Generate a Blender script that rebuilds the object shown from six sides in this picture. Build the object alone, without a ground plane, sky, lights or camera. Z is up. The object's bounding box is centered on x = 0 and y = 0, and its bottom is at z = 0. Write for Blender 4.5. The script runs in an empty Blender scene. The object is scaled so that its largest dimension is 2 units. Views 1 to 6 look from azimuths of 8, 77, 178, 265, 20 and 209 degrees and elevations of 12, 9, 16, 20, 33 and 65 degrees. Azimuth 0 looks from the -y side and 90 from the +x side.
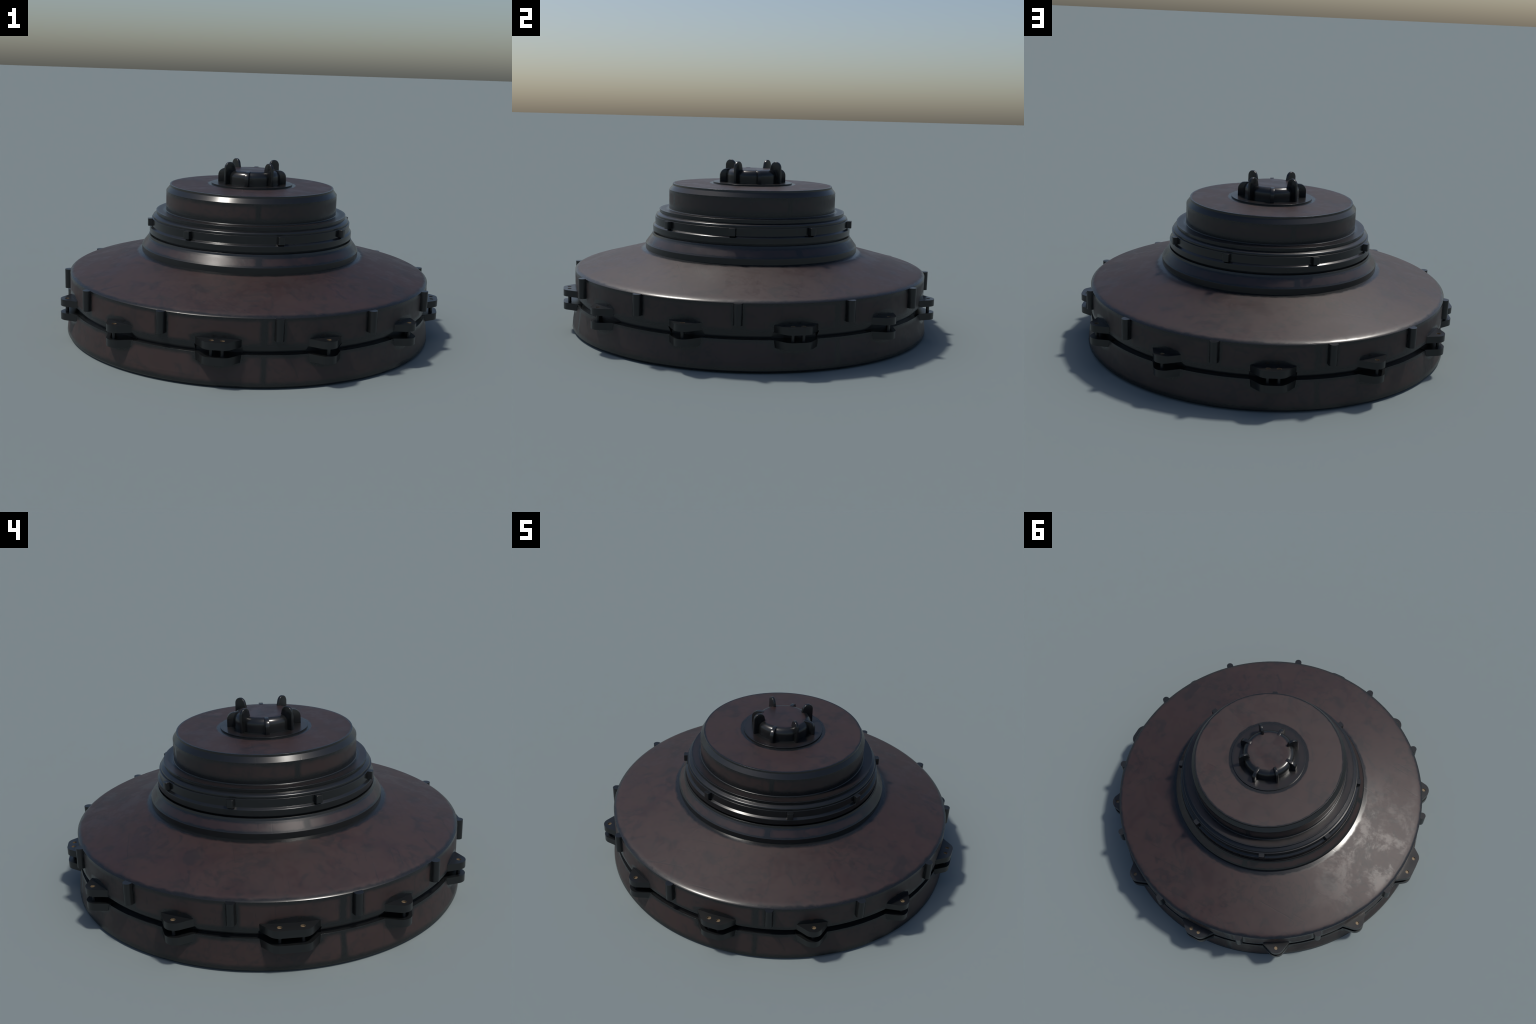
import bpy, bmesh, math
from math import sin, cos, pi, radians, sqrt, atan2, hypot, acos
from mathutils import Vector, Matrix

# ------------------------------------------------------------------ helpers
SEG = 288

def fillet(points, steps=5):
    """points: (r, z, corner_radius). Rounds every corner, with holding points."""
    out = []
    n = len(points)
    for i, p in enumerate(points):
        rad = p[2] if len(p) > 2 else 0.0
        if i == 0 or i == n - 1 or rad <= 0:
            out.append((p[0], p[1]))
            continue
        P = Vector(p[:2]); A = Vector(points[i-1][:2]); B = Vector(points[i+1][:2])
        a = (A - P); b = (B - P)
        la, lb = a.length, b.length
        a.normalize(); b.normalize()
        ang = a.angle(b)
        t = rad / math.tan(ang / 2)
        lim = 0.46 * min(la, lb)
        if t > lim:
            t = lim; rad = t * math.tan(ang / 2)
        c = P + (a + b).normalized() * (rad / sin(ang / 2))
        s = P + a * t; e = P + b * t
        hold = min(0.3 * rad + 0.0006, 0.25 * min(la, lb))
        h0 = s + a * hold; h1 = e + b * hold
        out.append((h0.x, h0.y))
        a0 = atan2(s.y - c.y, s.x - c.x); a1 = atan2(e.y - c.y, e.x - c.x)
        d = (a1 - a0 + pi) % (2 * pi) - pi
        for k in range(steps + 1):
            w = a0 + d * k / steps
            out.append((c.x + rad * cos(w), c.y + rad * sin(w)))
        out.append((h1.x, h1.y))
    return out

def finish(me, angle=32):
    me.shade_smooth()
    me.set_sharp_from_angle(angle=radians(angle))

def lathe(name, points, mat, a0=0.0, a1=360.0, seg=SEG, angle=32):
    """Revolves an (r, z) profile; a part turn makes a closed sector."""
    prof = fillet(points, 8)
    full = abs(a1 - a0 - 360) < 1e-6
    n = seg if full else max(2, int(seg * (a1 - a0) / 360))
    bm = bmesh.new()
    cols = []
    for k in range(n if full else n + 1):
        w = radians(a0 + (a1 - a0) * k / n)
        cols.append([bm.verts.new((r * cos(w), r * sin(w), z)) for r, z in prof])
    m = len(prof)
    for k in range(n):
        A = cols[k]; B = cols[(k + 1) % len(cols)]
        for j in range(m - 1):
            bm.faces.new((A[j], B[j], B[j+1], A[j+1]))
        if not full:
            bm.faces.new((A[m-1], B[m-1], B[0], A[0]))
    if not full:
        bm.faces.new(cols[0]); bm.faces.new(list(reversed(cols[-1])))
    bmesh.ops.remove_doubles(bm, verts=bm.verts, dist=1e-6)
    bmesh.ops.dissolve_degenerate(bm, edges=bm.edges, dist=1e-7)
    bmesh.ops.recalc_face_normals(bm, faces=bm.faces)
    me = bpy.data.meshes.new(name)
    bm.to_mesh(me); bm.free()
    me.materials.append(mat)
    finish(me, angle)
    return me

def circle_pts(cx, cy, r, n):
    return [(cx + r * cos(2*pi*k/n), cy + r * sin(2*pi*k/n)) for k in range(n)]

def prism(name, outline, lo, hi, mat, holes=(), bevel=0.002, axis='z', hole_n=12, segs=2):
    """Extrudes a plane outline (with round holes) between lo and hi."""
    bm = bmesh.new()
    edges = []
    loops = [outline] + [circle_pts(x, y, r, hole_n) for x, y, r in holes]
    for lp in loops:
        vs = [bm.verts.new((x, y, lo)) for x, y in lp]
        for i in range(len(vs)):
            edges.append(bm.edges.new((vs[i], vs[(i+1) % len(vs)])))
    bmesh.ops.triangle_fill(bm, edges=edges, use_beauty=True)
    bmesh.ops.dissolve_limit(bm, angle_limit=0.01, verts=bm.verts, edges=[e for e in bm.edges if not e.is_boundary])
    r = bmesh.ops.extrude_face_region(bm, geom=bm.faces[:])
    for v in [g for g in r['geom'] if isinstance(g, bmesh.types.BMVert)]:
        v.co.z = hi
    bmesh.ops.recalc_face_normals(bm, faces=bm.faces)
    if bevel:
        rim = [e for e in bm.edges if len(e.link_faces) == 2 and e.calc_face_angle(0) > radians(50)]
        bmesh.ops.bevel(bm, geom=rim, offset=bevel, segments=segs, affect='EDGES', profile=0.5, clamp_overlap=True)
    if axis == 'fin':                      # outline is (r, z); thickness runs along y
        for v in bm.verts:
            v.co = Vector((v.co.x, v.co.z, v.co.y))
        bmesh.ops.recalc_face_normals(bm, faces=bm.faces)
    me = bpy.data.meshes.new(name)
    bm.to_mesh(me); bm.free()
    me.materials.append(mat)
    finish(me, 40)
    return me

def put(me, name, parent, turn=0.0, loc=(0, 0, 0)):
    ob = bpy.data.objects.new(name, me)
    bpy.context.collection.objects.link(ob)
    ob.parent = parent
    ob.rotation_euler = (0, 0, radians(turn))
    ob.location = loc
    return ob

# ------------------------------------------------------------------ materials
class Nodes:
    def __init__(self, name):
        self.mat = bpy.data.materials.new(name)
        self.mat.use_nodes = True
        self.nt = self.mat.node_tree
        self.nt.nodes.clear()
        self.out = self.nt.nodes.new('ShaderNodeOutputMaterial')
        self.bsdf = self.nt.nodes.new('ShaderNodeBsdfPrincipled')
        self.nt.links.new(self.bsdf.outputs[0], self.out.inputs[0])
        self.co = self.nt.nodes.new('ShaderNodeTexCoord').outputs['Object']
        sp = self.nt.nodes.new('ShaderNodeSeparateXYZ')
        self.nt.links.new(self.co, sp.inputs[0])
        self.x, self.y, self.z = sp.outputs
    def link(self, a, b):
        if hasattr(a, 'is_output'):
            self.nt.links.new(a, b)
        else:
            b.default_value = a
    def m(self, op, a, b=0.0, c=0.0, clamp=False):
        n = self.nt.nodes.new('ShaderNodeMath'); n.operation = op; n.use_clamp = clamp
        self.link(a, n.inputs[0]); self.link(b, n.inputs[1]); self.link(c, n.inputs[2])
        return n.outputs[0]
    def step(self, v, a, soft):
        n = self.nt.nodes.new('ShaderNodeMapRange'); n.interpolation_type = 'SMOOTHSTEP'
        self.link(v, n.inputs['Value'])
        n.inputs['From Min'].default_value = a - soft
        n.inputs['From Max'].default_value = a + soft
        return n.outputs['Result']
    def band(self, v, a, b, soft):
        return self.m('MULTIPLY', self.step(v, a, soft), self.m('SUBTRACT', 1.0, self.step(v, b, soft)))
    def remap(self, v, a, b, c, d):
        n = self.nt.nodes.new('ShaderNodeMapRange')
        self.link(v, n.inputs['Value'])
        for s, q in zip(('From Min', 'From Max', 'To Min', 'To Max'), (a, b, c, d)):
            n.inputs[s].default_value = q
        return n.outputs['Result']
    def noise(self, scale, detail=3, rough=0.55, dist=0.0, offset=(0, 0, 0), stretch=(1, 1, 1)):
        mp = self.nt.nodes.new('ShaderNodeMapping')
        mp.inputs['Location'].default_value = offset
        mp.inputs['Scale'].default_value = stretch
        self.nt.links.new(self.co, mp.inputs['Vector'])
        n = self.nt.nodes.new('ShaderNodeTexNoise')
        self.nt.links.new(mp.outputs[0], n.inputs['Vector'])
        n.inputs['Scale'].default_value = scale
        n.inputs['Detail'].default_value = detail
        n.inputs['Roughness'].default_value = rough
        n.inputs['Distortion'].default_value = dist
        return n.outputs['Fac']
    def mix(self, f, a, b):
        n = self.nt.nodes.new('ShaderNodeMix'); n.data_type = 'RGBA'
        self.link(f, n.inputs['Factor'])
        for v, s in ((a, n.inputs['A']), (b, n.inputs['B'])):
            if isinstance(v, tuple): s.default_value = (*v, 1)
            else: self.nt.links.new(v, s)
        return n.outputs['Result']
    def bump(self, h, strength, dist):
        n = self.nt.nodes.new('ShaderNodeBump')
        n.inputs['Strength'].default_value = strength
        n.inputs['Distance'].default_value = dist
        self.nt.links.new(h, n.inputs['Height'])
        self.nt.links.new(n.outputs[0], self.bsdf.inputs['Normal'])
    def fold(self, half_deg_period=90.0):
        """Angle round the axis, degrees, folded into one quarter turn."""
        a = self.m('ARCTAN2', self.y, self.x)
        a = self.m('MULTIPLY', a, 180 / pi)
        return self.m('FLOORED_MODULO', a, half_deg_period)

STEEL = (0.0072, 0.0080, 0.0085)
RUST = (0.0335, 0.0166, 0.0147)
RUST_DARK = (0.0195, 0.0120, 0.0120)
METAL = 0.0
SPEC = 0.55

def steel_material(name, rough=0.30):
    N = Nodes(name)
    big = N.noise(9, 4, 0.6)
    N.link(N.mix(big, tuple(c * 0.85 for c in STEEL), tuple(c * 1.15 for c in STEEL)), N.bsdf.inputs['Base Color'])
    N.link(N.remap(N.noise(14, 4, 0.6), 0.3, 0.7, rough - 0.025, rough + 0.03), N.bsdf.inputs['Roughness'])
    N.bsdf.inputs['Metallic'].default_value = METAL
    N.bsdf.inputs['Specular IOR Level'].default_value = SPEC
    return N.mat

def painted_material(name, mask_rule, rough=0.515, bare=0.265):
    """Red oxide paint over dark steel; mask_rule(N, warp) gives where the paint has stayed."""
    N = Nodes(name)
    warp = N.m('SUBTRACT', N.noise(22, 4, 0.6), 0.5)
    mask = mask_rule(N, warp)
    patches = N.step(N.noise(5.0, 6, 0.62, 0.6, (3, 1, 7)), 0.56, 0.12)
    red = N.mix(N.noise(3.1, 4, 0.55, 0.4, (9, 2, 1)), RUST, (0.0285, 0.0156, 0.0140))
    red = N.mix(N.m('MULTIPLY', patches, 0.45), red, RUST_DARK)
    # crisp small scuffs, gathered in a few places
    scuff = N.m('MULTIPLY', N.step(N.noise(17, 8, 0.7, 1.2, (2, 6, 4)), 0.55, 0.06), N.step(N.noise(3.0, 2, 0.5, 0.0, (1, 8, 3)), 0.50, 0.10))
    red = N.mix(N.m('MULTIPLY', scuff, 0.65), red, (0.0120, 0.0095, 0.0095))
    # dark smudges
    smudge = N.m('MULTIPLY', N.step(N.noise(9, 9, 0.68, 0.8, (7, 3, 9)), 0.575, 0.05), 0.7)
    red = N.mix(smudge, red, (0.0150, 0.0110, 0.0112))
    # long thin scratches, in two directions
    def scratch(rot, off):
        mp = N.nt.nodes.new('ShaderNodeMapping')
        mp.inputs['Rotation'].default_value = (0, 0, rot)
        mp.inputs['Scale'].default_value = (1.2, 46, 6)
        mp.inputs['Location'].default_value = off
        N.nt.links.new(N.co, mp.inputs['Vector'])
        n = N.nt.nodes.new('ShaderNodeTexNoise')
        n.inputs['Scale'].default_value = 1.6; n.inputs['Detail'].default_value = 2
        N.nt.links.new(mp.outputs[0], n.inputs['Vector'])
        return N.step(n.outputs['Fac'], 0.71, 0.03)
    scr = N.m('MAXIMUM', scratch(0.5, (0, 0, 0)), scratch(2.3, (4, 9, 2)))
    red = N.mix(N.m('MULTIPLY', scr, 0.5), red, (0.013, 0.0105, 0.0105))
    steel = N.mix(N.noise(9, 4, 0.6), tuple(c * 0.85 for c in STEEL), tuple(c * 1.15 for c in STEEL))
    N.link(N.mix(mask, steel, red), N.bsdf.inputs['Base Color'])
    cloud = N.step(N.noise(6.0, 12, 0.74, 0.25, (5, 5, 0)), 0.52, 0.07)
    rr = N.remap(cloud, 0, 1, rough + 0.025, rough - 0.07)
    N.link(N.mix(mask, (bare,) * 3, rr), N.bsdf.inputs['Roughness'])
    N.bsdf.inputs['Metallic'].default_value = METAL
    N.bsdf.inputs['Specular IOR Level'].default_value = SPEC
    N.bump(N.m('MULTIPLY', scr, -1.0), 0.10, 0.001)
    return N.mat

LUG_ANGLES = [30 * k for k in range(12)]
LUG_HALF = 0.080
def lug_pins(a):
    if a == 180: return (-0.0595, 0.036)
    if a % 90 == 0: return (-0.0125, 0.036)
    return (0.0,)

RIB_ANGLES = [q * 90 + a for q in range(4) for a in (16.9, 44.9, 74.65)]
SEAM = 12.9

def radius(N):
    return N.m('SQRT', N.m('ADD', N.m('MULTIPLY', N.x, N.x), N.m('MULTIPLY', N.y, N.y)))

def arc_from(N, fold, centre, r=0.94):
    """Distance along the wall, metres, to an angle repeated every quarter turn."""
    d = N.m('SUBTRACT', fold, centre - 45.0)
    d = N.m('SUBTRACT', N.m('FLOORED_MODULO', d, 90.0), 45.0)
    return N.m('MULTIPLY', d, r * pi / 180)

def lug_clear(N, fold, warp, zc, h):
    keep = None
    for centre, half in ((0.7, 0.125), (30.0, 0.092), (60.0, 0.092)):
        t = N.m('DIVIDE', arc_from(N, fold, centre), half)
        q = N.m('DIVIDE', N.m('SUBTRACT', N.z, zc), h)
        d = N.m('SQRT', N.m('ADD', N.m('MULTIPLY', t, t), N.m('MULTIPLY', q, q)))
        s = N.step(N.m('ADD', d, N.m('MULTIPLY', warp, 0.5)), 1.0, 0.16)
        keep = s if keep is None else N.m('MULTIPLY', keep, s)
    return keep

def stripe_clear(N, fold, warp, centre, half, soft=0.009):
    d = N.m('ABSOLUTE', arc_from(N, fold, centre))
    return N.step(N.m('ADD', d, N.m('MULTIPLY', warp, 0.02)), half, soft)

def upper_rule(N, warp):
    r = radius(N); f = N.fold()
    rw = N.m('ADD', r, N.m('MULTIPLY', warp, 0.022))
    zw = N.m('ADD', N.z, N.m('MULTIPLY', warp, 0.015))
    top = N.m('MULTIPLY', N.band(rw, 0.593, 0.925, 0.008), N.step(N.z, 0.3150, 0.0004))
    wall = N.band(zw, 0.202, 0.300, 0.010)
    for a in (16.9, 44.9, 74.65):
        wall = N.m('MULTIPLY', wall, stripe_clear(N, f, warp, a, 0.034))
    wall = N.m('MULTIPLY', wall, stripe_clear(N, f, warp, SEAM, 0.018))
    wall = N.m('MULTIPLY', wall, lug_clear(N, f, warp, 0.215, 0.032))
    wall = N.m('MULTIPLY', wall, N.m('SUBTRACT', 1.0, N.step(N.z, 0.3150, 0.0004)))
    return N.m('MAXIMUM', top, wall)

def lower_rule(N, warp):
    f = N.fold()
    zw = N.m('ADD', N.z, N.m('MULTIPLY', warp, 0.015))
    w = N.band(zw, 0.030, 0.136, 0.010)
    w = N.m('MULTIPLY', w, stripe_clear(N, f, warp, SEAM, 0.014))
    return N.m('MULTIPLY', w, lug_clear(N, f, warp, 0.130, 0.042))

def plate_rule(N, warp):
    r = radius(N); f = N.fold()
    rw = N.m('ADD', r, N.m('MULTIPLY', warp, 0.012))
    top = N.m('MULTIPLY', N.band(rw, 0.231, 0.420, 0.004), N.step(N.z, 0.7650, 0.0006))
    zw = N.m('ADD', N.z, N.m('MULTIPLY', warp, 0.03))
    side = N.m('MULTIPLY', N.band(zw, 0.662, 0.718, 0.014), N.step(r, 0.44, 0.002))
    side = N.m('MULTIPLY', side, stripe_clear(N, f, warp, SEAM, 0.030, 0.016))
    ledge = N.m('MULTIPLY', N.band(rw, 0.462, 0.490, 0.006), N.band(N.z, 0.6303, 0.640, 0.0004))
    return N.m('MAXIMUM', N.m('MAXIMUM', top, N.m('MULTIPLY', side, 0.8)), N.m('MULTIPLY', ledge, 0.3))

def collar_rule(N, warp):
    f = N.fold()
    zw = N.m('ADD', N.z, N.m('MULTIPLY', warp, 0.012))
    c = N.band(zw, 0.459, 0.487, 0.004)
    return N.m('MULTIPLY', N.m('MULTIPLY', c, stripe_clear(N, f, warp, SEAM, 0.030, 0.016)), 0.8)

def cap_rule(N, warp):
    r = radius(N)
    rw = N.m('ADD', r, N.m('MULTIPLY', warp, 0.010))
    return N.m('MULTIPLY', N.m('SUBTRACT', 1.0, N.step(rw, 0.118, 0.006)), N.step(N.z, 0.84, 0.002))

def washer_rule(N, warp):
    rw = N.m('ADD', radius(N), N.m('MULTIPLY', warp, 0.02))
    return N.m('MULTIPLY', N.band(rw, 0.172, 0.203, 0.010), 0.25)

steel = steel_material('dark_steel')
glossy = steel_material('dark_glossy_steel', 0.245)
upper_paint = painted_material('worn_red_oxide_upper', upper_rule)
lower_paint = painted_material('worn_red_oxide_lower', lower_rule)
plate_paint = painted_material('worn_red_oxide_plate', plate_rule)
collar_paint = painted_material('worn_red_oxide_collar', collar_rule, 0.36)
washer_paint = painted_material('worn_red_oxide_washer', washer_rule, 0.36, 0.28)
cap_paint = painted_material('worn_red_oxide_cap', cap_rule, 0.42, 0.25)

N = Nodes('dull_brass')
N.link(N.mix(N.noise(60, 3), (0.15, 0.11, 0.065), (0.22, 0.165, 0.10)), N.bsdf.inputs['Base Color'])
N.bsdf.inputs['Roughness'].default_value = 0.5
N.bsdf.inputs['Metallic'].default_value = 0.3
brass = N.mat

# ------------------------------------------------------------------ the object
mine = bpy.data.objects.new('land_mine', None)
bpy.context.collection.objects.link(mine)
mine['label'] = 'dark rusty brown round land mine with stepped pressure plate'
mine['category'] = 'land mine'

# --- lower shell: a shallow pan flaring towards the ground
lower = put(lathe('lower_shell', [
    (0, 0.0), (0.920, 0.0, 0.0), (0.949, 0.0035, 0.0), (0.9563, 0.0120, 0.001), (0.9525, 0.050, 0.05), (0.9385, 0.1495, 0.0003),
    (0.889, 0.1495, 0.0), (0.889, 0.120, 0.0), (0, 0.120)], lower_paint), 'lower_shell', mine)

# the slope rolls over towards the rim and ends in a crisp edge on the wall
SHOULDER = []
for k in range(9):
    t = 1 - k / 8
    SHOULDER.append(((1-t)**2 * 0.9050 + 2*t*(1-t) * 0.9311 + t*t * 0.9387,
                     (1-t)**2 * 0.3306 + 2*t*(1-t) * 0.3232 + t*t * 0.3149))
SHOULDER.append((0.895, 0.3333))
# --- upper shell: wall, rounded shoulder and broad sloping top
upper = put(lathe('upper_shell', [
    (0, 0.186), (0.9387, 0.186, 0.0003)] + SHOULDER + [(0.5720, 0.4205, 0.004), (0.555, 0.425, 0), (0, 0.425)],
    upper_paint), 'upper_shell', mine)
put(lathe('sealing_wall', [(0.884, 0.1485), (0.9045, 0.1485), (0.9045, 0.1872), (0.884, 0.1872), (0.884, 0.1485)], steel), 'sealing_wall', mine)

# --- skirt between the lugs: the wall turns inwards down to the joint
def lug_span(a):
    pins = lug_pins(a)
    return min(pins) - LUG_HALF, max(pins) + LUG_HALF
SKIRT = ((0.9385, 0.1868), (0.9385, 0.1855), (0.9060, 0.1499), (0.890, 0.1499), (0.890, 0.1868))
def skirt_mesh(a0, a1):
    """One stretch of skirt; its ends lean back from the lugs."""
    n = 24
    bm = bmesh.new()
    cols = []
    for k in range(n + 1):
        col = []
        for r, z in SKIRT:
            lean = math.degrees(0.003 / 0.93) * min(1.0, max(0.0, (0.1855 - z) / 0.0345))
            w = radians(a0 + lean + (a1 - a0 - 2 * lean) * k / n)
            col.append(bm.verts.new((r * cos(w), r * sin(w), z)))
        cols.append(col)
    m = len(SKIRT)
    for A, B in zip(cols, cols[1:]):
        for j in range(m):
            bm.faces.new((A[j], B[j], B[(j+1) % m], A[(j+1) % m]))
    bm.faces.new(cols[0]); bm.faces.new(list(reversed(cols[-1])))
    bmesh.ops.recalc_face_normals(bm, faces=bm.faces)
    me = bpy.data.meshes.new('skirt')
    bm.to_mesh(me); bm.free()
    me.materials.append(steel)
    me.shade_smooth()
    # the turned-in edge is shaded as a soft continuation of the wall
    normals = []
    for p in me.polygons:
        outer = 0.1 < (p.normal.x * p.center.x + p.normal.y * p.center.y) and p.center.z > 0.155 and hypot(p.center.x, p.center.y) > 0.91
        for li in p.loop_indices:
            v = me.vertices[me.loops[li].vertex_index].co
            if outer and abs(p.normal.z) < 0.9:
                q = Vector((v.x, v.y, 0)).normalized(); q.z = -0.03 - 0.08 * (0.1868 - v.z) / 0.0358
                normals.append(q.normalized())
            else:
                normals.append(p.normal.copy())
    me.normals_split_custom_set(normals)
    return me
for a in LUG_ANGLES:
    b = a + 30
    s = a + math.degrees((lug_span(a)[1] + 0.002) / 0.935)
    e = b + math.degrees((lug_span(b % 360)[0] - 0.002) / 0.935)
    put(skirt_mesh(s, e), 'skirt', upper)

# --- lugs with pins
def lug_outline(a):
    pins = lug_pins(a)
    lo, hi = min(pins), max(pins)
    R, C = 0.050, 0.950
    def side(c, sgn):
        t = c + sgn * LUG_HALF
        rt = sqrt(0.9387**2 - t*t) - 0.0025
        # tangent from the tip to the nose circle
        dx, dy = rt - C, LUG_HALF
        d = hypot(dx, dy)
        base = atan2(dy, dx)
        k = base - acos(R / d)
        pts = [(0.900, t), (rt, t)]
        for j in range(9):
            w = k * (1 - j / 8)
            pts.append((C + R * cos(w), c + sgn * R * sin(w)))
        return pts
    left = side(lo, -1); right = side(hi, 1)
    out = left + list(reversed(right))
    clean = [out[0]]
    for p in out[1:]:
        if hypot(p[0]-clean[-1][0], p[1]-clean[-1][1]) > 1e-5: clean.append(p)
    return clean

cache = {}
for a in LUG_ANGLES:
    kind = lug_pins(a)
    if kind not in cache:
        o = lug_outline(a)
        holes = [(0.969, t, 0.0109) for t in kind]
        cache[kind] = (prism('upper_lug', o, 0.1845, 0.2180, steel, holes, 0.0),
                       prism('lower_lug', o, 0.1152, 0.1505, steel, (), 0.0))
    up, lo = cache[kind]
    put(up, 'upper_lug', upper, a)
    put(lo, 'lower_lug', lower, a)

pin_me = lathe('pin', [(0, 0.1495), (0.0083, 0.1495), (0.0083, 0.1900), (0, 0.1900)], steel, seg=16)
head_me = lathe('pin_head', [(0, 0.1895), (0.0113, 0.1895), (0.0113, 0.2177), (0.0102, 0.2177), (0.0100, 0.2110), (0, 0.2112)], brass, seg=16)
for a in LUG_ANGLES:
    for t in lug_pins(a):
        w = radians(a)
        x, y = 0.969 * cos(w) - t * sin(w), 0.969 * sin(w) + t * cos(w)
        put(pin_me, 'pin', lower, a, (x, y, 0))
        put(head_me, 'pin_head', upper, a, (x, y, 0))

# --- upright ribs on the wall
def u_shape(inner, tip, half, n=10):
    c = tip - half
    pts = [(inner, -half)]
    for k in range(n + 1):
        w = -pi/2 + pi * k / n
        pts.append((c + half * cos(w), half * sin(w)))
    pts.append((inner, half))
    return pts
rib_me = prism('rib', u_shape(0.920, 0.9668, 0.0208), 0.2170, 0.3165, steel, (), 0.0)
for a in RIB_ANGLES:
    put(rib_me, 'rib', upper, a)

# --- base collar
collar = put(lathe('base_collar', [
    (0.45, 0.405), (0.5702, 0.405), (0.5702, 0.4499, 0.002), (0.5362, 0.4960, 0.0015), (0.5332, 0.5064, 0.001),
    (0.515, 0.5064), (0.45, 0.5064)], collar_paint), 'base_collar', mine)
put(lathe('gasket', [(0.45, 0.5055), (0.5120, 0.5055), (0.5120, 0.5175), (0.45, 0.5175)], steel), 'gasket', collar)

# --- clamp ring with studs
clamp = put(lathe('clamp_ring', [
    (0.44, 0.5163), (0.5312, 0.5163, 0.001), (0.5318, 0.5453, 0.004), (0.5200, 0.5528, 0.001), (0.5205, 0.5922, 0.0012),
    (0.5145, 0.5932, 0.0), (0.5150, 0.6036, 0.010), (0.4945, 0.6132, 0.002), (0.44, 0.6132)], glossy), 'clamp_ring', mine)
stud_outline = [(0.505, -0.0158), (0.5425, -0.0158), (0.5425, 0.0158), (0.505, 0.0158)]
def rounded_box(inner, outer, half, rad, n=4):
    pts = [(inner, -half)]
    for cx, cy, s in ((outer - rad, -half + rad, -pi/2), (outer - rad, half - rad, 0)):
        for k in range(n + 1):
            w = s + pi/2 * k / n
            pts.append((cx + rad * cos(w), cy + rad * sin(w)))
    pts.append((inner, half))
    return pts
stud_me = prism('stud', rounded_box(0.505, 0.5425, 0.0160, 0.005), 0.5535, 0.5910, steel, (), 0.0006, segs=1)
for a in (22.3, 65.6, 113.3, 156.8, 200.0, 243.7, 294.6, 337.7):
    put(stud_me, 'stud', clamp, a)

# --- pressure plate: ledge, drum, chamfer and flat top
plate = put(lathe('pressure_plate', [
    (0.40, 0.6125), (0.4955, 0.6125), (0.4980, 0.6308, 0.0012), (0.4470, 0.6308, 0.004), (0.4470, 0.7338, 0.0015), (0.4292, 0.7562, 0.0012),
    (0.4280, 0.7663, 0.0008), (0.20, 0.7712), (0, 0.7712)], plate_paint), 'pressure_plate', mine)

# --- fuze: washer, cap, fins
washer = put(lathe('washer', [(0, 0.7660), (0.2120, 0.7660), (0.2124, 0.7780, 0.0008), (0.16, 0.7786, 0), (0, 0.7786)], washer_paint), 'washer', mine)
cap = put(lathe('fuze_cap', [
    (0, 0.7750), (0.1490, 0.7750), (0.1490, 0.8485, 0.0335), (0.05, 0.8485), (0, 0.8485)],
    cap_paint, seg=160), 'fuze_cap', mine)

def arc(cx, cz, rx, rz, a0, a1, n):
    return [(cx + rx * cos(radians(a0 + (a1 - a0) * k / n)), cz + rz * sin(radians(a0 + (a1 - a0) * k / n))) for k in range(n + 1)]
tall_outline = [(0.104, 0.772), (0.1755, 0.772)] + arc(0.1440, 0.861, 0.0305, 0.0318, 8, 172, 14) + [(0.1085, 0.846)]
low_outline = [(0.112, 0.772), (0.1792, 0.772)] + arc(0.1432, 0.8130, 0.036, 0.0365, 0, 80, 10) + [(0.126, 0.8503), (0.112, 0.8490)]
tall_me = prism('tall_fin', tall_outline, -0.0073, 0.0073, glossy, (), 0.0030, axis='fin', segs=3)
low_me = prism('low_fin', low_outline, -0.0095, 0.0095, cap_paint, (), 0.0010, axis='fin', segs=2)
for k in range(4):
    put(tall_me, 'tall_fin', cap, (45.6, 135, 225, 315)[k])
    put(low_me, 'low_fin', cap, -0.6 + 90 * k)
